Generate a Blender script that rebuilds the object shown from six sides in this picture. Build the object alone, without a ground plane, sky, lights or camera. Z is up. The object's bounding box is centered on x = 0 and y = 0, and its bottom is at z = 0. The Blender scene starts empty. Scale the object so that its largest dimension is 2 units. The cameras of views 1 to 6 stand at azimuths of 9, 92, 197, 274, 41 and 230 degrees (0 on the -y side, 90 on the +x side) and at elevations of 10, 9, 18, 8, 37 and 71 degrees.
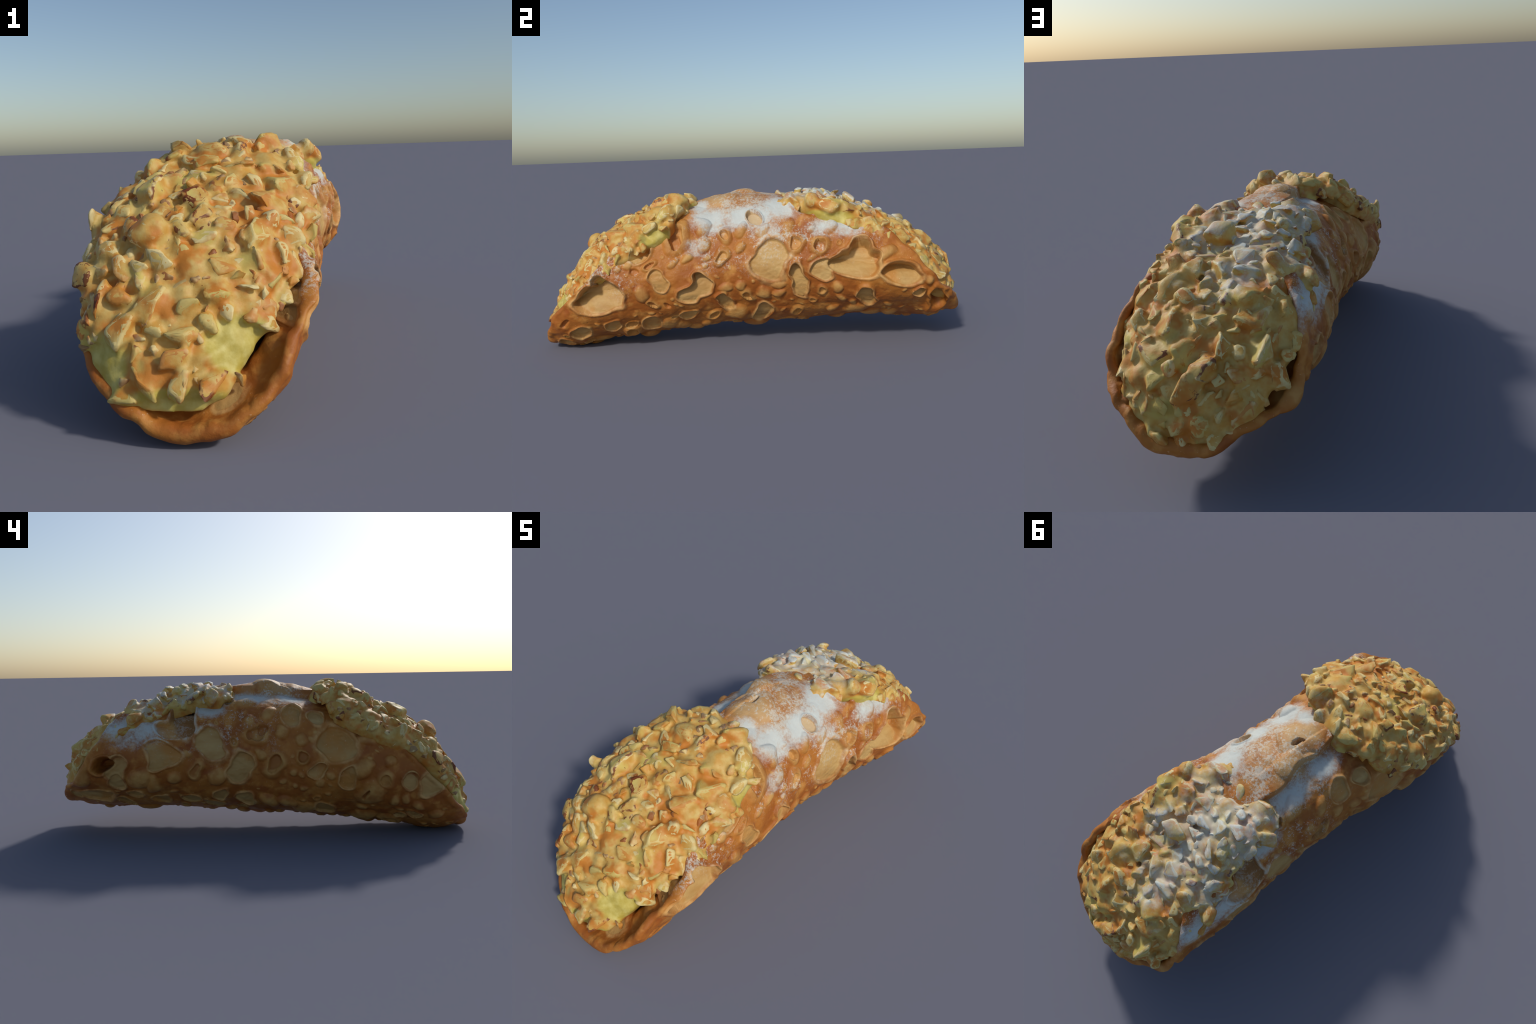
"""A fried pastry tube filled with cream, both open ends rolled in chopped nuts and dusted with sugar."""
import math

import bmesh
import bpy
import numpy as np
from mathutils import Matrix, Quaternion, Vector

# ---------------------------------------------------------------- tube shape
# control stations along the tube (y): underside, virtual top, centre line, half width
ST_Y    = np.array([-1.01, -0.9, -0.6, -0.3, 0.0, 0.3, 0.6, 0.85, 1.01])
ST_BOT  = np.array([0.030, 0.008, 0.028, 0.058, 0.086, 0.094, 0.104, 0.100, 0.135])
ST_TOP  = np.array([0.540, 0.560, 0.605, 0.660, 0.700, 0.668, 0.620, 0.590, 0.570])
ST_XC   = np.array([0.010, 0.005, -0.005, 0.005, 0.002, 0.012, 0.022, 0.020, 0.010])
ST_HALF = np.array([0.285, 0.300, 0.325, 0.305, 0.285, 0.308, 0.328, 0.315, 0.290])


def smooth_table(x, xs, ys):
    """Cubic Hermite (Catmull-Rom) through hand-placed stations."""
    x = np.clip(np.asarray(x, float), xs[0], xs[-1])
    m = np.gradient(ys, xs)
    i = np.clip(np.searchsorted(xs, x) - 1, 0, len(xs) - 2)
    h = xs[i + 1] - xs[i]
    t = (x - xs[i]) / h
    return ((2*t**3 - 3*t**2 + 1) * ys[i] + (t**3 - 2*t**2 + t) * h * m[i]
            + (-2*t**3 + 3*t**2) * ys[i + 1] + (t**3 - t**2) * h * m[i + 1])


# how far the real, slumped tube leaves the ellipse (m, outward), by angle round the tube and station
SLUMP_TH = np.array([-180, -135, -90, -45, 0, 45, 90, 135, 180.0])
SLUMP_Y = np.array([-0.9, -0.55, -0.2, 0.15, 0.5, 0.9])
SLUMP = np.array([
    [0.000, 0.000, -0.002, -0.010, 0.006, -0.016, -0.034, -0.024, 0.000],
    [0.000, 0.000, 0.000, -0.034, -0.008, -0.038, -0.018, -0.014, 0.000],
    [-0.020, -0.010, 0.000, 0.000, -0.006, -0.036, -0.020, -0.034, -0.024],
    [-0.010, 0.000, 0.008, 0.006, -0.006, -0.034, -0.014, -0.018, -0.012],
    [-0.075, 0.044, 0.024, -0.004, -0.008, -0.044, -0.024, 0.000, -0.075],
    [-0.060, 0.058, 0.020, -0.036, 0.002, -0.042, -0.028, -0.008, -0.060]])


def slump(y, th):
    y, th = np.broadcast_arrays(np.asarray(y, float), np.asarray(th, float))
    d = (np.degrees(th) + 180) % 360 - 180
    per_y = np.stack([np.interp(d, SLUMP_TH, row) for row in SLUMP], -1)
    t = np.interp(y, SLUMP_Y, np.arange(len(SLUMP_Y)))
    i = np.minimum(t.astype(int), len(SLUMP_Y) - 2)
    f = t - i
    f = f * f * (3 - 2 * f)
    lo = np.take_along_axis(per_y, i[..., None], -1)[..., 0]
    hi = np.take_along_axis(per_y, i[..., None] + 1, -1)[..., 0]
    return lo * (1 - f) + hi * f


def section(y):
    bot, top = smooth_table(y, ST_Y, ST_BOT), smooth_table(y, ST_Y, ST_TOP)
    return (smooth_table(y, ST_Y, ST_XC), (bot + top) / 2,
            smooth_table(y, ST_Y, ST_HALF), (top - bot) / 2)


def tube_point(y, th):
    """Point on the smooth tube; th = 0 underneath, +90 deg on the +x side, 180 on top."""
    xc, zc, a, b = section(y)
    k = slump(y, th)
    return np.stack([xc + (a + k) * np.sin(th), np.broadcast_to(y, np.shape(xc)), zc - (b + k) * np.cos(th)], -1)


def tube_normal(y, th):
    xc, zc, a, b = section(y)
    n = np.stack([np.sin(th) / a, np.zeros_like(th + xc), -np.cos(th) / b], -1)
    return n / np.linalg.norm(n, axis=-1, keepdims=True)

# ---------------------------------------------------------------- blisters and burst craters of the fried crust
# (kind, y along tube, angle round tube in degrees, radius along, radius around[, depth])
FEATURES = [
    ("crater", -0.697, 79, 0.107, 0.050, 0.07),
    ("part", -0.650, 94, 0.042, 0.055, 0.06),
    ("part", -0.714, 89, 0.042, 0.039, 0.05),
    ("part", -0.598, 84, 0.037, 0.056, 0.05),
    ("crater", -0.501, 123, 0.066, 0.052, 0.025),
    ("ring", -0.321, 129, 0.062, 0.078),
    ("pit", -0.320, 126, 0.027, 0.045),
    ("scar", -0.399, 91, 0.038, 0.056),
    ("crater", -0.192, 80, 0.039, 0.054, 0.045),
    ("part", -0.268, 72, 0.052, 0.041, 0.035),
    ("part", -0.227, 78, 0.029, 0.029, 0.03),
    ("crater", -0.103, 58, 0.033, 0.062, 0.03),
    ("scar", 0.104, 98, 0.082, 0.101),
    ("crater", 0.242, 76, 0.035, 0.094, 0.035),
    ("crater", 0.486, 95, 0.106, 0.046, 0.075),
    ("part", 0.509, 113, 0.047, 0.056, 0.075),
    ("part", 0.442, 103, 0.041, 0.035, 0.05),
    ("part", 0.413, 97, 0.048, 0.032, 0.05),
    ("part", 0.548, 103, 0.037, 0.038, 0.05),
    ("crater", 0.682, 90, 0.086, 0.055, 0.07),
    ("ring", 0.330, 114, 0.048, 0.045),
    ("pit", 0.330, 113, 0.027, 0.026),
    ("crater", 0.542, 55, 0.038, 0.078, 0.03),
    ("crater", 0.767, 68, 0.025, 0.030, 0.03),
    ("hole", 0.866, 55, 0.039, 0.085),
    ("hole", 0.265, 158, 0.052, 0.096),
    ("scar", 0.070, 37, 0.040, 0.067),
    ("scar", -0.460, 42, 0.043, 0.052),
    ("scar", -0.638, 46, 0.036, 0.050),
    ("scar", -0.795, 45, 0.049, 0.047),
    ("scar", -0.290, 43, 0.039, 0.039),
    ("ring", -0.164, 39, 0.030, 0.031),
    ("scar", 0.039, 137, 0.037, 0.039),
    ("ring", -0.437, 68, 0.027, 0.032),
    ("pit", -0.437, 68, 0.013, 0.014),
    ("pit", -0.370, 63, 0.015, 0.018),
    ("pit", -0.855, 60, 0.016, 0.030),
    ("ring", -0.439, 107, 0.030, 0.027),
    ("pit", -0.439, 107, 0.019, 0.017),
    ("pit", -0.506, 104, 0.025, 0.019),
    ("blister", -0.199, 136, 0.037, 0.050),
    ("blister", -0.191, 118, 0.030, 0.030),
    ("ring", -0.111, 102, 0.038, 0.041),
    ("ring", -0.098, 123, 0.034, 0.037),
    ("blister", -0.025, 126, 0.026, 0.029),
    ("blister", -0.026, 109, 0.024, 0.024),
    ("blister", -0.264, 108, 0.024, 0.024),
    ("blister", -0.334, 105, 0.021, 0.021),
    ("blister", 0.069, 124, 0.034, 0.024),
    ("blister", 0.187, 128, 0.027, 0.040),
    ("ring", 0.227, 113, 0.046, 0.048),
    ("scar", 0.331, 90, 0.051, 0.052),
    ("blister", 0.384, 132, 0.027, 0.033),
    ("blister", 0.071, 64, 0.033, 0.040),
    ("blister", 0.140, 63, 0.030, 0.026),
    ("blister", 0.141, 73, 0.034, 0.020),
    ("ring", 0.339, 68, 0.025, 0.031),
    ("blister", 0.409, 71, 0.023, 0.031),
    ("blister", 0.429, 55, 0.019, 0.030),
    ("blister", 0.477, 48, 0.017, 0.027),
    ("ring", 0.297, 53, 0.021, 0.029),
    ("ring", 0.224, 35, 0.031, 0.037),
    ("blister", 0.386, 34, 0.026, 0.029),
    ("ring", -0.007, 62, 0.029, 0.049),
    ("blister", -0.101, 74, 0.034, 0.025),
    ("blister", -0.033, 74, 0.025, 0.025),
    ("blister", 0.641, 43, 0.021, 0.021),
    ("blister", 0.812, 84, 0.021, 0.023),
    ("blister", 0.627, 113, 0.041, 0.030),
    ("dome", -0.136, 173, 0.104, 0.068),
    ("pit", -0.110, 176, 0.033, 0.010),
    ("blister", -0.532, 112, 0.021, 0.023),
    ("blister", -0.479, 81, 0.033, 0.038),
    ("blister", -0.571, 85, 0.025, 0.028),
    ("hollow", 0.352, -129, 0.055, 0.095, 0.06),
    ("part", 0.404, -116, 0.068, 0.042, 0.05),
    ("scar", 0.431, -98, 0.078, 0.055),
    ("part", 0.458, -88, 0.040, 0.036),
    ("scar", 0.226, -102, 0.066, 0.082),
    ("scar", 0.079, -79, 0.057, 0.078),
    ("ring", 0.007, -107, 0.068, 0.051),
    ("pit", 0.040, -107, 0.015, 0.024),
    ("pit", -0.022, -111, 0.028, 0.023),
    ("ring", 0.110, -102, 0.023, 0.029),
    ("ring", 0.296, -78, 0.035, 0.050),
    ("pit", 0.295, -80, 0.013, 0.027),
    ("ring", -0.083, -82, 0.050, 0.069),
    ("pit", -0.079, -84, 0.031, 0.043),
    ("scar", -0.149, -132, 0.045, 0.053),
    ("scar", -0.262, -131, 0.038, 0.041),
    ("scar", -0.354, -106, 0.093, 0.085),
    ("ring", -0.207, -92, 0.035, 0.038),
    ("pit", -0.207, -92, 0.025, 0.028),
    ("crater", -0.268, -82, 0.037, 0.036, 0.02),
    ("scar", -0.407, -78, 0.037, 0.051),
    ("blister", -0.469, -90, 0.048, 0.045),
    ("ring", -0.574, -82, 0.040, 0.037),
    ("crater", -0.682, -84, 0.032, 0.037, 0.02),
    ("scar", -0.780, -84, 0.049, 0.054),
    ("dome", -0.508, -63, 0.061, 0.076),
    ("pit", -0.487, -63, 0.011, 0.030),
    ("hole", 0.712, -91, 0.048, 0.035),
    ("crater", 0.663, -85, 0.047, 0.056, 0.025),
    ("scar", 0.666, -70, 0.039, 0.046),
    ("blister", 0.551, -72, 0.060, 0.045),
    ("blister", 0.494, -64, 0.038, 0.050),
    ("scar", 0.798, -48, 0.097, 0.060),
    ("scar", 0.660, -36, 0.038, 0.036),
    ("scar", 0.471, -40, 0.045, 0.039),
    ("scar", 0.330, -44, 0.045, 0.038),
    ("scar", 0.187, -49, 0.034, 0.050),
    ("scar", 0.073, -45, 0.043, 0.047),
    ("blister", 0.190, -71, 0.044, 0.043),
    ("blister", 0.390, -73, 0.033, 0.030),
    ("blister", 0.320, -95, 0.021, 0.021),
    ("blister", 0.037, -120, 0.025, 0.023),
    ("blister", -0.045, -130, 0.029, 0.029),
    ("blister", -0.113, -112, 0.031, 0.033),
    ("blister", -0.199, -107, 0.029, 0.027),
    ("blister", -0.018, -91, 0.025, 0.029),
    ("blister", -0.161, -77, 0.017, 0.018),
    ("blister", -0.330, -79, 0.020, 0.019),
    ("blister", -0.281, -71, 0.023, 0.021),
    ("blister", -0.111, -67, 0.018, 0.015),
    ("blister", -0.039, -46, 0.039, 0.045),
    ("blister", -0.125, -45, 0.043, 0.046),
    ("ring", -0.269, -53, 0.021, 0.023),
    ("blister", -0.623, -59, 0.020, 0.039),
    ("blister", -0.670, -64, 0.018, 0.030),
    ("blister", -0.727, -58, 0.023, 0.030),
    ("scar", -0.724, -43, 0.033, 0.033),
    ("ring", 0.145, -143, 0.040, 0.042),
    ("blister", 0.060, -143, 0.051, 0.038),
    ("blister", -0.495, -117, 0.040, 0.035),
    ("blister", -0.596, -100, 0.028, 0.028),
    ("blister", 0.830, -76, 0.041, 0.047),
    ("dome", 0.647, -116, 0.069, 0.040),
    ("pit", 0.514, -129, 0.044, 0.016),
    ("dome", -0.210, -34, 0.054, 0.058),
    ("dome", -0.031, -172, 0.066, 0.053),
]
# a "part" widens the crater or scar listed before it
FLOOR_KINDS, BUMP_KINDS = ("crater", "hollow", "scar", "part"), ("blister", "ring", "dome")


def add_random_features(rng):
    """Continue the blistering over the unseen underside and fill bare places with tiny bubbles."""
    taken = [(f[1], math.radians(f[2]) * 0.29, max(f[3], f[4])) for f in FEATURES]
    extra = []

    def free(y, arc, r, gap):
        return all(math.hypot(y - a, arc - b) > (r + c) * gap for a, b, c in taken)

    for want, lo, hi, rmin, rmax, gap in ((46, -52, 52, 0.022, 0.055, 0.95), (120, -135, 135, 0.008, 0.019, 1.0)):
        made = 0
        for _ in range(6000):
            y, th = rng.uniform(-0.9, 0.93), rng.uniform(lo, hi)
            r = rmin + (rmax - rmin) * rng.random() ** 1.6
            arc = math.radians(th) * 0.29
            if abs(th) > 85 and abs(y) > 0.62:
                continue
            if not free(y, arc, r, gap):
                continue
            kind = rng.choice(["blister", "blister", "ring"]) if rmax < 0.02 else rng.choice(["blister", "ring", "scar", "scar", "blister", "dome"])
            extra.append((str(kind), y, th, r * rng.uniform(0.85, 1.25), r * rng.uniform(0.8, 1.1)))
            taken.append((y, arc, r))
            made += 1
            if made >= want:
                break
    return extra


def feature_frame(f):
    """Centre, rotation (columns: along, around, outward) and radii of a feature's ellipsoid."""
    y, th = f[1], math.radians(f[2])
    c = tube_point(np.array(y), np.array(th))
    n = tube_normal(np.array(y), np.array(th))
    along = tube_point(np.array(y + 0.01), np.array(th)) - tube_point(np.array(y - 0.01), np.array(th))
    along -= n * along.dot(n)
    along /= np.linalg.norm(along)
    around = np.cross(n, along)
    return warp(c[None])[0], np.stack([along, around, n], 1), np.array([f[3], f[4], max(f[3], f[4]) * 1.2 + 0.08])


BLEND = 0.9       # how softly the lobes of one crater run together
WARPS = ((0.0150, 19.0, 0.7), (0.0085, 47.0, 2.1), (0.0030, 113.0, 4.4))


def warp(P):
    """Wobble the lookup point so that blister outlines are ragged (the shader does the same)."""
    for amp, freq, phase in WARPS:
        P = P + amp * np.sin(freq * P[:, [1, 2, 0]] + phase)
    return P


def step(lo, hi, x):
    t = np.clip((x - lo) / (hi - lo), 0, 1)
    return t * t * (3 - 2 * t)


def crust_relief(P, N, y, phi, features):
    """Outward displacement of the crust at the smooth points P with normals N."""
    h = 0.008 * fbm(P * 7.0, 2) + 0.0016 * fbm(P * 26.0 + 9, 2)
    # the overlapped edge of the dough sheet along the top; phi = 0 on top, > 0 towards -x
    edge = 14 + 4 * np.sin(y * 9.0) + 2.0 * np.sin(y * 31.0)
    h += 0.030 * step(edge + 3.0, edge - 1.5, phi) * step(-75, -15, phi) * step(-0.75, -0.25, y) * step(0.62, 0.2, y)
    h -= 0.010 * step(edge - 1, edge + 3, phi) * step(60, 20, phi) * step(-0.5, -0.2, y) * step(0.4, 0.1, y)
    W = warp(P)
    cut = np.zeros(len(P))
    bump = np.zeros(len(P))
    groups = []
    for f in features:
        if f[0] == "part":
            groups[-1].append(f)
        else:
            groups.append([f])
    for group in groups:
        f = group[0]
        kind = f[0]
        c, R, rad = feature_frame(f)
        reach = 2.0 * max(f[3], f[4]) if len(group) == 1 else 0.26
        near = np.where((np.abs(W - c).max(1) < reach) & (N @ R[:, 2] > 0.0))[0]
        if not len(near):
            continue
        q = (W[near] - c) @ R / rad
        d = np.sqrt((q ** 2).sum(1))
        for g in group[1:]:
            cg, Rg, radg = feature_frame(g)
            e = np.sqrt(((((W[near] - cg) @ Rg) / radg) ** 2).sum(1))
            d = np.minimum(d, e) - np.maximum(BLEND - np.abs(d - e), 0) ** 3 / (6 * BLEND ** 2)
        up = np.clip(q[:, 1] * R[2, 1] * 1.2, -1, 1)            # +1 at the upper edge of the feature
        size = min(f[3], f[4])
        if kind in ("crater", "hollow"):
            depth = f[5] if len(f) > 5 else 0.03
            hh = -depth * step(1.0, 0.90, d) * (0.55 + 0.45 * up)
            cut[near] = np.minimum(cut[near], hh)
            bump[near] = np.maximum(bump[near], (0.010 + 0.005 * up) * np.exp(-((d - 1.1) / 0.13) ** 2))
        elif kind == "hole":
            cut[near] = np.minimum(cut[near], -0.11 * step(1.0, 0.65, d))
            bump[near] = np.maximum(bump[near], 0.014 * np.exp(-((d - 1.15) / 0.2) ** 2))
        elif kind == "scar":
            cut[near] = np.minimum(cut[near], -min(0.014, 0.3 * size) * step(1.0, 0.88, d) * (0.7 + 0.3 * up))
            bump[near] = np.maximum(bump[near], 0.007 * np.exp(-((d - 1.06) / 0.11) ** 2))
        elif kind == "pit":
            cut[near] = np.minimum(cut[near], -min(0.026, 0.9 * size) * step(1.0, 0.7, d))
        elif kind in ("blister", "dome"):
            top = (0.50 if kind == "blister" else 0.32) * size
            bump[near] = np.maximum(bump[near], min(top, 0.025) * np.clip(1 - (d / 1.12) ** 2.4, 0, 1) ** 0.8)
        elif kind == "ring":
            top = min(0.4 * size, 0.017)
            bump[near] = np.maximum(bump[near], top * np.clip(1 - (d / 1.12) ** 3, 0, 1))
            cut[near] = np.minimum(cut[near], -0.8 * top * step(0.62, 0.42, d))
    floor = cut < -0.003
    h += bump
    h = np.where(floor, h * 0.35 + cut, h + cut)
    return h + np.where(floor, 0.0013, 0.0007) * fbm(P * np.array([75.0, 50.0, 75.0]), 2)


# ---------------------------------------------------------------- numpy noise
def _hash(i, j, k):
    v = (i.astype(np.uint64) * 374761393 + j.astype(np.uint64) * 668265263 + k.astype(np.uint64) * 2147483647) & 0xFFFFFFFF
    v = ((v ^ (v >> np.uint64(13))) * 1274126177) & 0xFFFFFFFF
    v = ((v ^ (v >> np.uint64(15))) * 2246822519) & 0xFFFFFFFF
    return (v ^ (v >> np.uint64(16))).astype(float) / 0xFFFFFFFF * 2 - 1


def vnoise(P):
    P = P + 1000.0
    I = np.floor(P).astype(np.int64)
    t = P - I
    t = t * t * t * (t * (t * 6 - 15) + 10)
    out = 0
    for dx in (0, 1):
        for dy in (0, 1):
            for dz in (0, 1):
                w = (t[:, 0] if dx else 1 - t[:, 0]) * (t[:, 1] if dy else 1 - t[:, 1]) * (t[:, 2] if dz else 1 - t[:, 2])
                out = out + w * _hash(I[:, 0] + dx, I[:, 1] + dy, I[:, 2] + dz)
    return out


def fbm(P, octaves):
    out, amp = 0, 1.0
    for o in range(octaves):
        out = out + amp * vnoise(P * 2.0 ** o + 17.3 * o)
        amp *= 0.5
    return out


# ---------------------------------------------------------------- mesh helpers
def make_mesh(name, V, F, smooth=True):
    me = bpy.data.meshes.new(name)
    F = np.asarray(F, np.int32)
    me.vertices.add(len(V))
    me.vertices.foreach_set("co", np.asarray(V, np.float32).ravel())
    me.loops.add(F.size)
    me.loops.foreach_set("vertex_index", F.ravel())
    me.polygons.add(len(F))
    me.polygons.foreach_set("loop_start", np.arange(0, F.size, F.shape[1], dtype=np.int32))
    me.update(calc_edges=True)
    me.validate()
    me.polygons.foreach_set("use_smooth", np.full(len(me.polygons), smooth))
    me.update()
    return me


def grid_faces(rows, cols, wrap_rows, wrap_cols):
    r = np.arange(rows if wrap_rows else rows - 1)
    c = np.arange(cols if wrap_cols else cols - 1)
    R, C = np.meshgrid(r, c, indexing="ij")
    R2, C2 = (R + 1) % rows, (C + 1) % cols
    return np.stack([R * cols + C, R * cols + C2, R2 * cols + C2, R2 * cols + C], -1).reshape(-1, 4)


def add_object(name, mesh, parent, material=None):
    ob = bpy.data.objects.new(name, mesh)
    bpy.context.scene.collection.objects.link(ob)
    ob.parent = parent
    if material and not mesh.materials:
        mesh.materials.append(material)
    return ob


# ---------------------------------------------------------------- the pastry shell
RIM_TH   = np.array([0, 20, 35, 50, 65, 80, 90, 102, 125, 137, 155, 180.0])
RIM_FAR  = np.array([0.968, 0.966, 0.955, 0.932, 0.902, 0.850, 0.815, 0.760, 0.680, 0.625, 0.53, 0.46])
RIM_NEAR = -np.array([0.968, 0.966, 0.952, 0.925, 0.880, 0.820, 0.775, 0.72, 0.62, 0.57, 0.50, 0.46])


def build_shell(features):
    n_th, n_out, n_rim, n_in = 480, 500, 7, 70
    th = np.linspace(-np.pi, np.pi, n_th, endpoint=False)
    a = np.abs(np.degrees(th))
    wob = 0.010 * np.sin(3 * th + 1) + 0.007 * np.sin(7 * th + 2) + 0.004 * np.sin(15 * th)
    y0 = smooth_table(a, RIM_TH, RIM_NEAR) + wob * step(15, 60, a)
    y1 = smooth_table(a, RIM_TH, RIM_FAR) + wob[::-1] * step(15, 60, a)
    thick = np.tile(0.030 + 0.016 * step(60, 5, a), (1, 1))
    rows = []
    s = np.linspace(0, 1, n_out)[:, None]
    rows.append((y0 + (y1 - y0) * s, 0 * s + 0 * th, 0 * s + 0 * th))            # y, inward depth, end bulge
    ang = np.linspace(0, np.pi, n_rim + 2)[1:-1, None]
    r = thick / 2
    deg = np.degrees(th)
    # the inner wall swells towards the filling, by end
    hug_near = 0.030 + 0.032 * step(-70, -40, deg) * step(98, 75, deg)
    hug_far = 0.032 + 0.034 * step(-110, -85, deg) * step(10, -25, deg)
    rows.append((y1 + 0 * ang, r * (1 - np.cos(ang)) + 0 * th, r * np.sin(ang) + 0 * th))
    s = np.linspace(1, 0, n_in)[:, None]
    reach = np.minimum(s, 1 - s) * (y1 - y0)
    hug = np.where(s < 0.5, hug_near, hug_far)
    rows.append((y0 + (y1 - y0) * s, thick + hug * step(0.02, 0.10, reach), 0 * s + 0 * th))
    rows.append((y0 + 0 * ang, r * (1 + np.cos(ang)) + 0 * th, -r * np.sin(ang) + 0 * th))
    Y = np.concatenate([q[0] for q in rows]).ravel()
    D = np.concatenate([q[1] for q in rows]).ravel()
    B = np.concatenate([q[2] for q in rows]).ravel()
    TH = np.tile(th, sum(len(q[0]) for q in rows))
    P, N = tube_point(Y, TH), tube_normal(Y, TH)
    phi = np.degrees((TH % (2 * np.pi)) - np.pi)
    phi = np.where(phi > 180, phi - 360, phi)                                     # > 0 on the -x side
    h = crust_relief(P, N, Y, phi, features)
    inside = np.clip(D / 0.030, 0, 1)
    end = np.minimum(np.abs(Y - np.tile(y0, len(Y) // n_th)), np.abs(Y - np.tile(y1, len(Y) // n_th)))
    h_out = np.where(h < 0, h * step(0.0, 0.03, end), h)
    h_in = np.minimum(h_out + 0.012, 0) + 0.010 * fbm(P * 11 + 40, 3)
    # the rim is rolled slightly outwards
    roll = (0.002 + 0.007 * vnoise(P * 9 + 5) + 0.007 * vnoise(P * 26)) * np.exp(-(end / 0.04) ** 2)
    V = P + N * ((1 - inside) * h_out + inside * h_in + roll - D)[:, None]
    V[:, 1] += B * 1.2
    V[:, 2] = np.maximum(V[:, 2], 0.0)                                           # it rests on its near end
    print('shell', V.min(0), V.max(0))
    F = grid_faces(len(Y) // n_th, n_th, True, True)[:, ::-1]
    return make_mesh("pastry_shell", V, F)


# ---------------------------------------------------------------- cream fillings
# per end: centre-line (y, z), half width, centre x, edge drop
FILL_FAR = np.array([
    (0.095, 0.630, 0.07, -0.050, 0.020), (0.12, 0.674, 0.14, -0.040, 0.045), (0.22, 0.704, 0.185, -0.014, 0.068),
    (0.32, 0.716, 0.216, 0.006, 0.095), (0.43, 0.694, 0.236, 0.010, 0.108), (0.53, 0.655, 0.262, -0.004, 0.110), (0.63, 0.608, 0.282, -0.014, 0.105),
    (0.78, 0.517, 0.288, -0.014, 0.105), (0.87, 0.437, 0.272, -0.008, 0.10), (0.930, 0.345, 0.246, -0.002, 0.08),
    (0.962, 0.240, 0.190, 0.008, 0.05), (0.966, 0.150, 0.110, 0.008, 0.02)])
FILL_NEAR = np.array([
    (-0.235, 0.615, 0.070, 0.010, 0.020), (-0.238, 0.652, 0.120, 0.010, 0.040), (-0.29, 0.697, 0.200, 0.008, 0.076),
    (-0.36, 0.700, 0.250, 0.002, 0.118), (-0.46, 0.664, 0.288, -0.016, 0.138), (-0.60, 0.585, 0.304, -0.024, 0.132),
    (-0.75, 0.490, 0.296, -0.026, 0.114), (-0.85, 0.380, 0.262, -0.036, 0.09), (-0.932, 0.250, 0.220, -0.050, 0.07),
    (-0.970, 0.145, 0.164, -0.050, 0.05), (-0.977, 0.085, 0.098, -0.048, 0.02)])


def fill_surface(table, s, v):
    """s in 0..1 down the centre line, v in -1..1 across; returns points and the local lift direction."""
    seg = np.concatenate([[0], np.cumsum(np.hypot(*np.diff(table[:, :2], axis=0).T))])
    seg /= seg[-1]
    y, z, w, xc, drop = (smooth_table(s, seg, table[:, k]) for k in range(5))
    e = 0.004
    dy = smooth_table(s + e, seg, table[:, 0]) - smooth_table(s - e, seg, table[:, 0])
    dz = smooth_table(s + e, seg, table[:, 1]) - smooth_table(s - e, seg, table[:, 1])
    ln = np.hypot(dy, dz) + 1e-9
    sign = np.sign(table[-1, 0])
    ny, nz = -dz / ln * sign * np.sign(dy) * np.where(dy == 0, 0, 1), np.abs(dy) / ln
    ny = np.abs(dz) / ln * np.where(dz < 0, sign, -sign)
    av = np.abs(v)
    f = 0.65 * av ** 2 + 0.35 * av ** 5
    lat = xc + w * np.sign(v) * (av - 0.10 * av ** 4) / 0.90
    far = table[-1, 0] > 0
    body = np.clip(4 * s * (1 - s), 0, 1)
    tip = -0.020 * v * body * (0.4 * step(0.35, 0.65, s) if far else step(0.2, 0.5, s))                 # the caps lean towards -x
    if far:                                                                          # a trough between two shoulders
        tip = tip + step(0.0, 0.15, s) * step(0.72, 0.45, s) * (0.017 * np.exp(-((v - 0.80) / 0.25) ** 2) + 0.012 * np.exp(-((v + 0.65) / 0.25) ** 2) - 0.030 * np.exp(-((v - 0.10) / 0.38) ** 2))
    P = np.stack([lat, y - ny * (drop * f - tip), z - nz * (drop * f - tip)], -1)
    return P, np.stack([0 * ny, ny, nz], -1)


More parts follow.
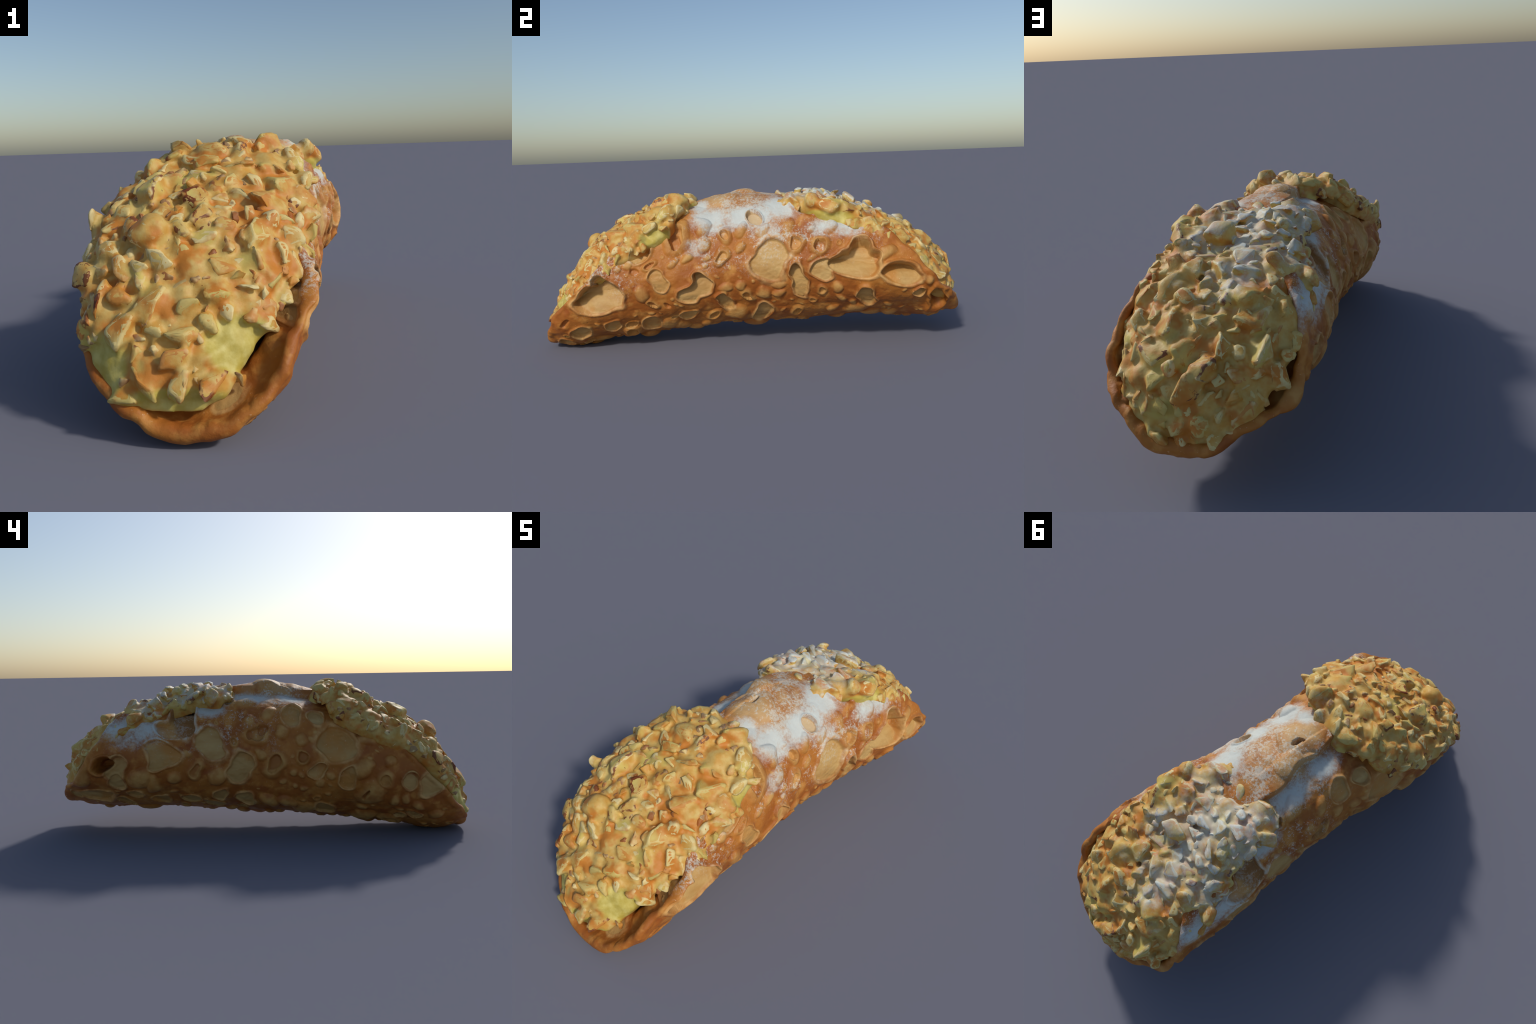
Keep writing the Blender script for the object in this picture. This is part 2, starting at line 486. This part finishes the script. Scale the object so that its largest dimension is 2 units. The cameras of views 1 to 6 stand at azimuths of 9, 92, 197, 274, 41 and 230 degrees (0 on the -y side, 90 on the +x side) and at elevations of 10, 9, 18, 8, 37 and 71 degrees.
def build_filling(table, seed, plan):
    n_s, n_v = 260, 170
    s = np.linspace(0, 1, n_s)
    v = np.linspace(-1, 1, n_v)
    S, Vv = np.meshgrid(s, v, indexing="ij")
    P, L = fill_surface(table, S.ravel(), Vv.ravel())
    top = P.reshape(n_s, n_v, 3)
    gx = np.gradient(top, axis=0)
    gv = np.gradient(top, axis=1)
    N = np.cross(gv, gx)
    N /= np.linalg.norm(N, axis=-1, keepdims=True) + 1e-12
    flip = np.sign((N * L.reshape(N.shape)).sum(-1, keepdims=True))
    N *= np.where(flip == 0, 1, flip)
    # the mass clings to every piece stuck in it
    pts, nor, gap = pieces = plan(top, N)
    lump = (0.007 * fbm(P * 18 + seed, 2) + 0.003 * fbm(P * 45 + seed, 2))
    flat = top.reshape(-1, 3)
    swell = np.zeros(len(flat))
    for p, g in zip(pts, gap):
        near = np.where(np.abs(flat - p).max(1) < 1.2 * g)[0]
        d2 = ((flat[near] - p) ** 2).sum(1) / (0.50 * g) ** 2
        swell[near] = np.maximum(swell[near], 0.30 * g * np.exp(-d2))
    top = top + N * (lump + swell - 0.008).reshape(n_s, n_v, 1)
    # the bottom of the closed body, sunk into the shell
    Pb, Lb = fill_surface(table, S.ravel(), Vv.ravel() * 0.86)
    under = (Pb - Lb * 0.085).reshape(n_s, n_v, 3)
    ring = np.concatenate([top, under[:, ::-1]], 1)
    F = grid_faces(n_s, 2 * n_v, False, True)
    V = ring.reshape(-1, 3)
    caps = []
    for row in (0, n_s - 1):
        base = row * 2 * n_v
        for j in range(n_v - 1):
            q = [base + j, base + j + 1, base + 2 * n_v - 2 - j, base + 2 * n_v - 1 - j]
            caps.append(q if row else q[::-1])
    F = np.concatenate([F, np.array(caps)])
    if table[-1, 0] > 0:
        F = F[:, ::-1]
    me = make_mesh("cream_filling", V, F)
    bm = bmesh.new()
    bm.from_mesh(me)
    bmesh.ops.recalc_face_normals(bm, faces=bm.faces)
    bm.to_mesh(me)
    bm.free()
    return me, pieces


# ---------------------------------------------------------------- chopped nuts
def nut_mesh(rng, k):
    """One chopped piece: the hull of a few random points, edges worn a little."""
    bm = bmesh.new()
    dims = np.array([rng.uniform(0.95, 1.25), rng.uniform(0.75, 1.0), rng.uniform(0.62, 0.92)])
    for _ in range(int(rng.integers(9, 14))):
        p = rng.uniform(-1, 1, 3)
        p *= 1 / max(1e-6, np.linalg.norm(p) ** 0.75)
        bm.verts.new(p * dims)
    res = bmesh.ops.convex_hull(bm, input=bm.verts)
    bmesh.ops.delete(bm, geom=[v for v in bm.verts if not v.link_faces], context="VERTS")
    bmesh.ops.bevel(bm, geom=list(bm.edges), offset=0.16, segments=1, profile=0.5, affect="EDGES", clamp_overlap=True)
    bmesh.ops.triangulate(bm, faces=bm.faces)
    bmesh.ops.subdivide_edges(bm, edges=list(bm.edges), cuts=2)
    for _ in range(4):
        bmesh.ops.smooth_vert(bm, verts=bm.verts, factor=0.45, use_axis_x=True, use_axis_y=True, use_axis_z=True)
    V = np.array([v.co for v in bm.verts])
    N = np.array([v.normal for v in bm.verts])
    V = V * 1.08 + N * (0.10 * fbm(V * 1.5 + 31 * k, 2))[:, None]
    for v, c in zip(bm.verts, V):
        v.co = c
    bmesh.ops.recalc_face_normals(bm, faces=bm.faces)
    me = bpy.data.meshes.new("nut_piece")
    bm.to_mesh(me)
    bm.free()
    me.polygons.foreach_set("use_smooth", np.full(len(me.polygons), True))
    return me


def scatter(top, N, rng, spacing, bare, others=None):
    """Dart throwing over the filling's upper surface, by area."""
    ns, nv = top.shape[:2]
    a = np.cross(top[1:, :-1] - top[:-1, :-1], top[:-1, 1:] - top[:-1, :-1])
    area = np.linalg.norm(a, axis=-1).ravel()
    area /= area.sum()
    pts, nor, gap = [], [], []
    cand = rng.choice(len(area), 9000, p=area)
    jit = rng.random((9000, 2))
    size = rng.uniform(0.66, 1.42, 9000)
    for c, (du, dv), k in zip(cand, jit, size):
        i, j = divmod(int(c), nv - 1)
        p = top[i, j] * (1 - du) * (1 - dv) + top[i + 1, j] * du * (1 - dv) + top[i, j + 1] * (1 - du) * dv + top[i + 1, j + 1] * du * dv
        if bare(p, i / ns, 2 * j / nv - 1):
            continue
        g = spacing * k
        if others is not None:
            d = np.linalg.norm(others[0] - p, axis=1)
            if (d < 0.44 * (others[2] + g)).any():
                continue
        if pts:
            d = np.linalg.norm(np.array(pts) - p, axis=1)
            if (d < 0.5 * (np.array(gap) + g)).any():
                continue
        pts.append(p)
        nor.append(N[i, j])
        gap.append(g)
    return np.array(pts), np.array(nor), np.array(gap)


def piece_matrix(p, n, size, rng, tilt):
    n = Vector(n).normalized()
    q = n.to_track_quat("Z", "Y") @ Quaternion((0, 0, 1), rng.uniform(0, 6.28))
    q = Quaternion(Vector(rng.normal(size=3)).normalized(), rng.normal() * tilt) @ q
    sc = Vector((size * rng.uniform(0.85, 1.15), size * rng.uniform(0.8, 1.1), size * rng.uniform(0.8, 1.15)))
    return Matrix.LocRotScale(Vector(p), q, sc)


def fuse(body, pieces):
    """Grow the filling up round every piece stuck in it, so that they sit in soft fillets."""
    bm = bmesh.new()
    bm.from_mesh(body.data)
    for g, m, b, shape in pieces:
        if b == body:
            n0 = len(bm.verts)
            bm.from_mesh(shape)
            bm.verts.ensure_lookup_table()
            bmesh.ops.transform(bm, matrix=m @ Matrix.Scale(1.03, 4), verts=bm.verts[n0:])
    bm.to_mesh(body.data)
    bm.free()
    body.data.update()
    mod = body.modifiers.new("remesh", "REMESH")
    mod.mode, mod.voxel_size, mod.use_smooth_shade = "VOXEL", 0.0065, True
    soft = body.modifiers.new("soften", "SMOOTH")
    soft.factor, soft.iterations = 0.5, 5
    dg = bpy.context.evaluated_depsgraph_get()
    me = bpy.data.meshes.new_from_object(body.evaluated_get(dg))
    me.name = "cream_filling"
    body.modifiers.clear()
    body.data = me
    me.polygons.foreach_set("use_smooth", np.full(len(me.polygons), True))


# ---------------------------------------------------------------- materials
def srgb(r, g, b):
    return tuple((c / 255 / 12.92) if c <= 10 else ((c / 255 + 0.055) / 1.055) ** 2.4 for c in (r, g, b)) + (1.0,)


class Nodes:
    """Small helper for wiring shader trees."""

    def __init__(self, name, root):
        self.mat = bpy.data.materials.new(name)
        self.mat.use_nodes = True
        self.t = self.mat.node_tree
        self.bsdf = self.t.nodes["Principled BSDF"]
        co = self.new("ShaderNodeTexCoord")
        co.object = root
        self.pos = co.outputs["Object"]
        self.nor = self.new("ShaderNodeNewGeometry").outputs["Normal"]

    def new(self, kind, **kw):
        n = self.t.nodes.new(kind)
        for k, v in kw.items():
            setattr(n, k, v)
        return n

    def put(self, socket, v):
        if isinstance(v, bpy.types.NodeSocket):
            self.t.links.new(v, socket)
        else:
            socket.default_value = v

    def math(self, op, a, b=0.0, c=None, clamp=False):
        n = self.new("ShaderNodeMath", operation=op, use_clamp=clamp)
        self.put(n.inputs[0], a)
        self.put(n.inputs[1], b)
        if c is not None:
            self.put(n.inputs[2], c)
        return n.outputs[0]

    def vec(self, op, a, b=None, c=None):
        n = self.new("ShaderNodeVectorMath", operation=op)
        self.put(n.inputs[0], a)
        if b is not None:
            self.put(n.inputs[1], b)
        if c is not None:
            self.put(n.inputs[2], c)
        return n.outputs["Value"] if op in ("LENGTH", "DISTANCE", "DOT_PRODUCT") else n.outputs[0]

    def ramp(self, x, lo, hi, out0=0.0, out1=1.0):
        n = self.new("ShaderNodeMapRange", interpolation_type="SMOOTHSTEP")
        for k, v in zip((0, 1, 2, 3, 4), (x, lo, hi, out0, out1)):
            self.put(n.inputs[k], v)
        return n.outputs[0]

    def noise(self, scale, detail=3.0, rough=0.55, at=None, stretch=None, distort=0.0):
        n = self.new("ShaderNodeTexNoise")
        v = at or self.pos
        if stretch:
            v = self.vec("MULTIPLY", v, stretch)
        self.put(n.inputs["Vector"], v)
        n.inputs["Scale"].default_value = scale
        n.inputs["Detail"].default_value = detail
        n.inputs["Roughness"].default_value = rough
        n.inputs["Distortion"].default_value = distort
        return n.outputs[0]

    def mix(self, f, a, b):
        n = self.new("ShaderNodeMix", data_type="RGBA")
        self.put(n.inputs[0], f)
        self.put(n.inputs[6], a)
        self.put(n.inputs[7], b)
        return n.outputs[2]

    def xyz(self, v):
        return self.new_sep(v)

    def new_sep(self, v):
        n = self.new("ShaderNodeSeparateXYZ")
        self.put(n.inputs[0], v)
        return n.outputs

    def spot_distance(self, at, f):
        c, R, rad = feature_frame(f)
        m = self.new("ShaderNodeMapping", vector_type="TEXTURE")
        self.put(m.inputs["Vector"], at)
        m.inputs["Location"].default_value = c
        m.inputs["Rotation"].default_value = Matrix(R.tolist()).to_euler()
        m.inputs["Scale"].default_value = rad
        return self.vec("LENGTH", m.outputs[0])

    def nearest(self, at, features):
        best = None
        for k, f in enumerate(features):
            d = self.spot_distance(at, f)
            if f[0] == "part":
                group = self.math("SMOOTH_MIN", group, d, BLEND)
            else:
                group = d
            if k + 1 == len(features) or features[k + 1][0] != "part":
                best = group if best is None else self.math("MINIMUM", best, group)
            if best is not None and k % 8 == 7:      # a no-op link that makes Cycles work the spots off one batch at a time
                at = self.vec("MULTIPLY_ADD", best, (1e-9,) * 3, at)
        return best

    def warped(self):
        p = self.pos
        for amp, freq, phase in WARPS:
            s = self.new_sep(p)
            c = self.new("ShaderNodeCombineXYZ")
            for k, o in enumerate((1, 2, 0)):
                self.put(c.inputs[k], s[o])
            w = self.vec("SINE", self.vec("MULTIPLY_ADD", c.outputs[0], (freq,) * 3, (phase,) * 3))
            p = self.vec("MULTIPLY_ADD", w, (amp,) * 3, p)
        return p

    def bump(self, height, strength, dist):
        n = self.new("ShaderNodeBump")
        n.inputs["Strength"].default_value = strength
        n.inputs["Distance"].default_value = dist
        self.put(n.inputs["Height"], height)
        self.put(self.bsdf.inputs["Normal"], n.outputs[0])

    def finish(self, color, rough=0.6, spec=0.3):
        self.put(self.bsdf.inputs["Base Color"], color)
        self.put(self.bsdf.inputs["Roughness"], rough)
        self.bsdf.inputs["Specular IOR Level"].default_value = spec
        return self.mat


SUGAR = srgb(199, 206, 201)


def sugar_drift(nt, centre, size, lo, hi):
    """Soft blob where sugar was sifted: an ellipsoid about centre, broken by noise."""
    d = nt.vec("LENGTH", nt.vec("DIVIDE", nt.vec("SUBTRACT", nt.pos, centre), size))
    return nt.ramp(d, hi, lo)


def shell_material(root, features):
    nt = Nodes("fried_crust", root)
    W = nt.warped()
    floor_d = nt.nearest(W, [f for f in features if f[0] in FLOOR_KINDS])
    bump_d = nt.nearest(W, [f for f in features if f[0] in BUMP_KINDS])
    pit_d = nt.nearest(W, [f for f in features if f[0] == "pit"])
    hole_d = nt.nearest(W, [f for f in features if f[0] == "hole"])
    hollow_d = nt.nearest(W, [f for f in features if f[0] == "hollow"])
    floor = nt.ramp(floor_d, 1.02, 0.88)
    lip = nt.math("MULTIPLY", nt.ramp(floor_d, 1.3, 1.06), nt.ramp(floor_d, 0.9, 1.0))
    bump = nt.ramp(bump_d, 1.2, 0.5)
    pit = nt.ramp(pit_d, 1.05, 0.8)
    n1, n2, n3 = nt.noise(5.0, 4), nt.noise(19.0, 4), nt.noise(70.0, 3)
    crust = nt.mix(nt.ramp(n1, 0.38, 0.62), srgb(158, 90, 33), srgb(178, 112, 44))
    crust = nt.mix(nt.ramp(n2, 0.46, 0.74), crust, srgb(194, 134, 64))
    crust = nt.mix(nt.ramp(nt.noise(11.0, 3, at=nt.vec("ADD", nt.pos, (4, 2, 7))), 0.55, 0.75), crust, srgb(150, 80, 30))
    tan = nt.mix(n2, srgb(182, 128, 62), srgb(204, 160, 94))
    col = nt.mix(nt.math("MULTIPLY", bump, nt.ramp(n2, 0.3, 0.65, 0.45, 0.95)), crust, tan)
    col = nt.mix(nt.math("MULTIPLY", lip, nt.ramp(n2, 0.3, 0.7, 0.1, 0.75)), col, srgb(216, 174, 112))
    streak = nt.noise(16.0, 4, stretch=(1.0, 0.4, 1.3))
    pale = nt.mix(nt.ramp(streak, 0.2, 0.85), srgb(178, 134, 74), srgb(200, 166, 106))
    pale = nt.mix(nt.ramp(n1, 0.5, 0.66, 0, 0.8), pale, srgb(192, 130, 58))
    col = nt.mix(floor, col, pale)
    col = nt.mix(nt.math("MULTIPLY", pit, 0.7), col, srgb(176, 112, 56))
    col = nt.mix(nt.ramp(hollow_d, 1.3, 0.8, 0, 0.75), col, srgb(134, 84, 40))  # hollow floor tinted darker brown to paint in the shading seen there
    col = nt.mix(nt.ramp(hole_d, 1.0, 0.55), col, srgb(104, 54, 24))  # shade inside the deep holes is baked into this dark colour
    # sifted sugar: caught on the top of the tube
    up = nt.ramp(nt.new_sep(nt.nor)[2], 0.0, 0.75)
    def most(*parts):
        out = None
        for centre, size, gain in parts:
            q = nt.math("MULTIPLY", sugar_drift(nt, centre, size, 0.1, 1.2), gain)
            out = q if out is None else nt.math("MAXIMUM", out, q)
        return out

    heavy = most(((0.13, 0.17, 0.64), (0.13, 0.14, 0.10), 1.0), ((0.18, 0.02, 0.60), (0.08, 0.20, 0.10), 1.0),
                 ((0.16, -0.16, 0.59), (0.10, 0.14, 0.09), 0.95), ((0.09, -0.22, 0.64), (0.08, 0.06, 0.08), 0.85),
                 ((0.23, 0.10, 0.55), (0.05, 0.12, 0.07), 0.75), ((0.24, 0.42, 0.56), (0.07, 0.18, 0.07), 0.8),
                 ((0.25, -0.22, 0.49), (0.04, 0.08, 0.06), 0.75), ((-0.13, 0.05, 0.65), (0.07, 0.18, 0.07), 0.8),
                 ((-0.19, 0.24, 0.60), (0.07, 0.12, 0.08), 0.85), ((-0.29, 0.57, 0.49), (0.07, 0.22, 0.11), 0.9),
                 ((-0.11, -0.15, 0.64), (0.07, 0.12, 0.06), 0.75))
    light = most(((0.04, 0.02, 0.68), (0.36, 0.40, 0.22), 1.0), ((0.26, 0.10, 0.50), (0.14, 0.70, 0.20), 0.8),
                 ((-0.26, 0.30, 0.52), (0.16, 0.60, 0.24), 0.8), ((0.27, -0.62, 0.38), (0.12, 0.22, 0.16), 0.7))
    grain = nt.noise(75.0, 4, 0.75)
    dust = nt.math("ADD", nt.math("MULTIPLY", nt.noise(8.0, 5, 0.65), 0.7), nt.math("MULTIPLY", grain, 0.60))
    up = nt.math("ADD", nt.math("MULTIPLY", up, 0.5), 0.5)
    heavy = nt.math("MULTIPLY", heavy, up)
    light = nt.math("MULTIPLY", light, up)
    thick = nt.math("MULTIPLY", nt.ramp(nt.math("ADD", dust, nt.math("MULTIPLY", heavy, 0.62)), 0.66, 1.14), nt.ramp(heavy, 0.02, 0.25))
    haze = nt.math("MULTIPLY", most(((0.05, -0.06, 0.69), (0.26, 0.24, 0.14), 1.0)), nt.ramp(nt.noise(10.0, 4, 0.6), 0.38, 0.62, 0.25, 0.9))
    patch = nt.math("ADD", nt.math("MULTIPLY", nt.noise(9.0, 4, 0.6, at=nt.vec("ADD", nt.pos, (1, 6, 3))), 0.7), nt.math("MULTIPLY", nt.noise(95.0, 3, 0.8), 0.8))
    thin = nt.math("MULTIPLY", nt.ramp(nt.math("ADD", patch, nt.math("MULTIPLY", light, 0.16)), 0.84, 1.0), nt.math("MULTIPLY", nt.ramp(light, 0.02, 0.5), 0.7))
    rimed = nt.math("MULTIPLY", lip, nt.math("MULTIPLY", nt.ramp(nt.math("ADD", light, heavy), 0.1, 0.7), nt.ramp(dust, 0.5, 0.7)))
    thin = nt.math("MAXIMUM", thin, nt.math("MULTIPLY", rimed, nt.ramp(n2, 0.42, 0.62, 0.0, 0.7)))
    sugar = nt.math("MULTIPLY", thick, nt.ramp(floor, 0.0, 1.0, 1.0, 0.25))
    thin = nt.math("MULTIPLY", thin, nt.ramp(floor, 0.0, 1.0, 1.0, 0.5))
    col = nt.mix(haze, col, srgb(196, 164, 118))
    col = nt.mix(thin, col, srgb(204, 202, 188))
    col = nt.mix(nt.math("MULTIPLY", sugar, 0.92), col, SUGAR)
    speck = nt.math("MULTIPLY", nt.ramp(nt.noise(120.0, 2, 0.6), 0.66, 0.74), nt.ramp(n1, 0.4, 0.62))
    col = nt.mix(nt.math("MULTIPLY", speck, 0.5), col, srgb(222, 190, 150))
    nt.bump(nt.math("ADD", n3, nt.math("MULTIPLY", streak, 0.25)), 0.3, 0.006)
    rough = nt.ramp(sugar, 0.0, 1.0, 0.55, 0.9)
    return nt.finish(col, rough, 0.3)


def nut_sugar(nt):
    up = nt.ramp(nt.new_sep(nt.nor)[2], -0.1, 0.6)
    drift = nt.math("MAXIMUM", sugar_drift(nt, (-0.06, 0.40, 0.66), (0.36, 0.60, 0.36), 0.3, 1.1),
                    nt.math("MULTIPLY", sugar_drift(nt, (0.05, -0.22, 0.72), (0.34, 0.24, 0.16), 0.2, 1.2), 0.45))
    dust = nt.math("ADD", nt.math("MULTIPLY", nt.noise(9.0, 4, 0.6), 0.8), nt.math("MULTIPLY", nt.noise(60.0, 3, 0.7), 0.3))
    amount = nt.math("MULTIPLY", drift, up)
    s = nt.ramp(nt.math("ADD", dust, nt.math("MULTIPLY", amount, 0.34)), 0.70, 1.0)
    return nt.math("MULTIPLY", s, nt.ramp(amount, 0.02, 0.3))


def cream_material(root):
    nt = Nodes("pistachio_cream", root)
    n1, n2 = nt.noise(6.0, 3), nt.noise(24.0, 4)
    col = nt.mix(nt.ramp(n2, 0.3, 0.7), srgb(198, 148, 66), srgb(206, 178, 106))
    col = nt.mix(nt.ramp(nt.noise(13.0, 3, at=nt.vec("ADD", nt.pos, (3, 1, 5))), 0.46, 0.64), col, srgb(194, 124, 48))
    col = nt.mix(nt.ramp(nt.noise(7.0, 3, at=nt.vec("ADD", nt.pos, (8, 3, 1))), 0.54, 0.68, 0, 0.8), col, srgb(204, 186, 100))
    # bare cream, where no nuts stick
    p = nt.new_sep(nt.pos)
    bare = None
    for centre, size in BARE_CREAM:
        q = sugar_drift(nt, centre, size, 0.75, 1.05)
        bare = q if bare is None else nt.math("MAXIMUM", bare, q)
    cream = nt.mix(nt.ramp(n2, 0.35, 0.7), srgb(186, 166, 74), srgb(206, 192, 112))
    col = nt.mix(bare, col, cream)
    col = nt.mix(nt.math("MULTIPLY", nut_sugar(nt), 0.6), col, SUGAR)
    nt.bump(nt.noise(45.0, 4), 0.3, 0.006)
    return nt.finish(col, 0.55, 0.35)


def nut_material(root):
    nt = Nodes("chopped_nut", root)
    rnd = nt.new("ShaderNodeObjectInfo").outputs["Random"]
    n1, n2 = nt.noise(14.0, 3), nt.noise(38.0, 4)
    base = nt.mix(rnd, srgb(204, 180, 108), srgb(220, 202, 146))
    base = nt.mix(nt.ramp(n2, 0.45, 0.75, 0, 0.6), base, srgb(204, 160, 80))
    base = nt.mix(nt.ramp(nt.math("FRACT", nt.math("MULTIPLY", rnd, 13.1)), 0.72, 0.8, 0, 0.7), base, srgb(190, 166, 84))
    toast = nt.math("ADD", n1, nt.math("MULTIPLY", nt.math("FRACT", nt.math("MULTIPLY", rnd, 7.31)), 0.22))
    col = nt.mix(nt.ramp(toast, 0.60, 0.78, 0, 0.85), base, srgb(190, 118, 40))
    cling = nt.ramp(nt.new_sep(nt.new("ShaderNodeTexCoord").outputs["Object"])[2], 0.28, -0.05)
    col = nt.mix(nt.math("MULTIPLY", cling, nt.ramp(n1, 0.3, 0.7, 0.35, 1.0)), col, srgb(200, 142, 56))
    skin = nt.math("MULTIPLY", nt.ramp(nt.math("FRACT", nt.math("MULTIPLY", rnd, 23.7)), 0.80, 0.84), nt.ramp(nt.noise(22.0, 2), 0.46, 0.56))
    col = nt.mix(nt.math("MULTIPLY", skin, 0.9), col, srgb(112, 48, 24))
    col = nt.mix(nt.math("MULTIPLY", nut_sugar(nt), 0.9), col, SUGAR)
    nt.bump(n2, 0.25, 0.005)
    return nt.finish(col, 0.55, 0.35)


# ellipsoids (centre, half size) of cream left bare of nuts
BARE_CREAM = [
    ((0.14, -0.90, 0.23), (0.11, 0.09, 0.08)), ((0.00, -0.97, 0.10), (0.16, 0.08, 0.05)),
    ((0.28, -0.37, 0.54), (0.05, 0.12, 0.06)), ((0.215, 0.36, 0.60), (0.06, 0.15, 0.05)),
    ((-0.20, -0.93, 0.17), (0.08, 0.07, 0.10)), ((0.14, -0.24, 0.66), (0.10, 0.035, 0.05)),
]


def is_bare(p):
    return any((((p - np.array(c)) / np.array(r)) ** 2).sum() < 0.8 for c, r in BARE_CREAM)


# ---------------------------------------------------------------- assembly
def main():
    rng = np.random.default_rng(7)
    root = bpy.data.objects.new("cannolo", None)
    bpy.context.scene.collection.objects.link(root)
    root["label"] = "fried pastry tube with nut-covered cream and powdered sugar"
    root["category"] = "pastry"

    features = FEATURES + add_random_features(rng)
    add_object("pastry_shell", build_shell(features), root, shell_material(root, features))

    cream, nut = cream_material(root), nut_material(root)
    shapes = [nut_mesh(rng, k) for k in range(26)]
    pieces = []
    for table, seed in ((FILL_NEAR, 3), (FILL_FAR, 11)):
        def plan(top, N):
            def big(p, s, v):
                return is_bare(p) or abs(v) > 0.97 or s > 0.975

            def small(p, s, v):
                return is_bare(p) or s > 0.98

            a = scatter(top, N, rng, 0.067, big)
            b = scatter(top, N, rng, 0.036, small, a)
            return [np.concatenate(q) for q in zip(a, b)]

        me, (pts, nor, gap) = build_filling(table, seed, plan)
        body = add_object("cream_filling", me, root, cream)
        for p, n, g in zip(pts, nor, gap):
            up = rng.random() < 0.16 and g < 0.066                # a few stand on edge
            m = piece_matrix(p + n * g * (0.08 if up else rng.uniform(-0.16, 0.14)), n, g * 0.70, rng, 0.95 if up else 0.38)
            pieces.append((g, m, body))
    pieces.sort(key=lambda q: -q[0])
    pieces = [q + (shapes[k % len(shapes)],) for k, q in enumerate(pieces)]
    print("nut pieces", len(pieces))
    for g, m, body, shape in pieces[:300]:
        ob = add_object("nut_piece", shape, body, nut)
        ob.matrix_local = m
    for body in [o for o in root.children if o.name.startswith("cream_filling")]:
        bm = bmesh.new()                            # the smaller crumbs between them
        for g, m, b, shape in pieces[300:]:
            if b == body:
                n0 = len(bm.verts)
                bm.from_mesh(shape)
                bm.verts.ensure_lookup_table()
                bmesh.ops.transform(bm, matrix=m, verts=bm.verts[n0:])
        me = bpy.data.meshes.new("nut_crumbs")
        bm.to_mesh(me)
        bm.free()
        ob = add_object("nut_crumbs", me, body, nut)
        ob["kind"] = "stuff"
        fuse(body, pieces)



main()
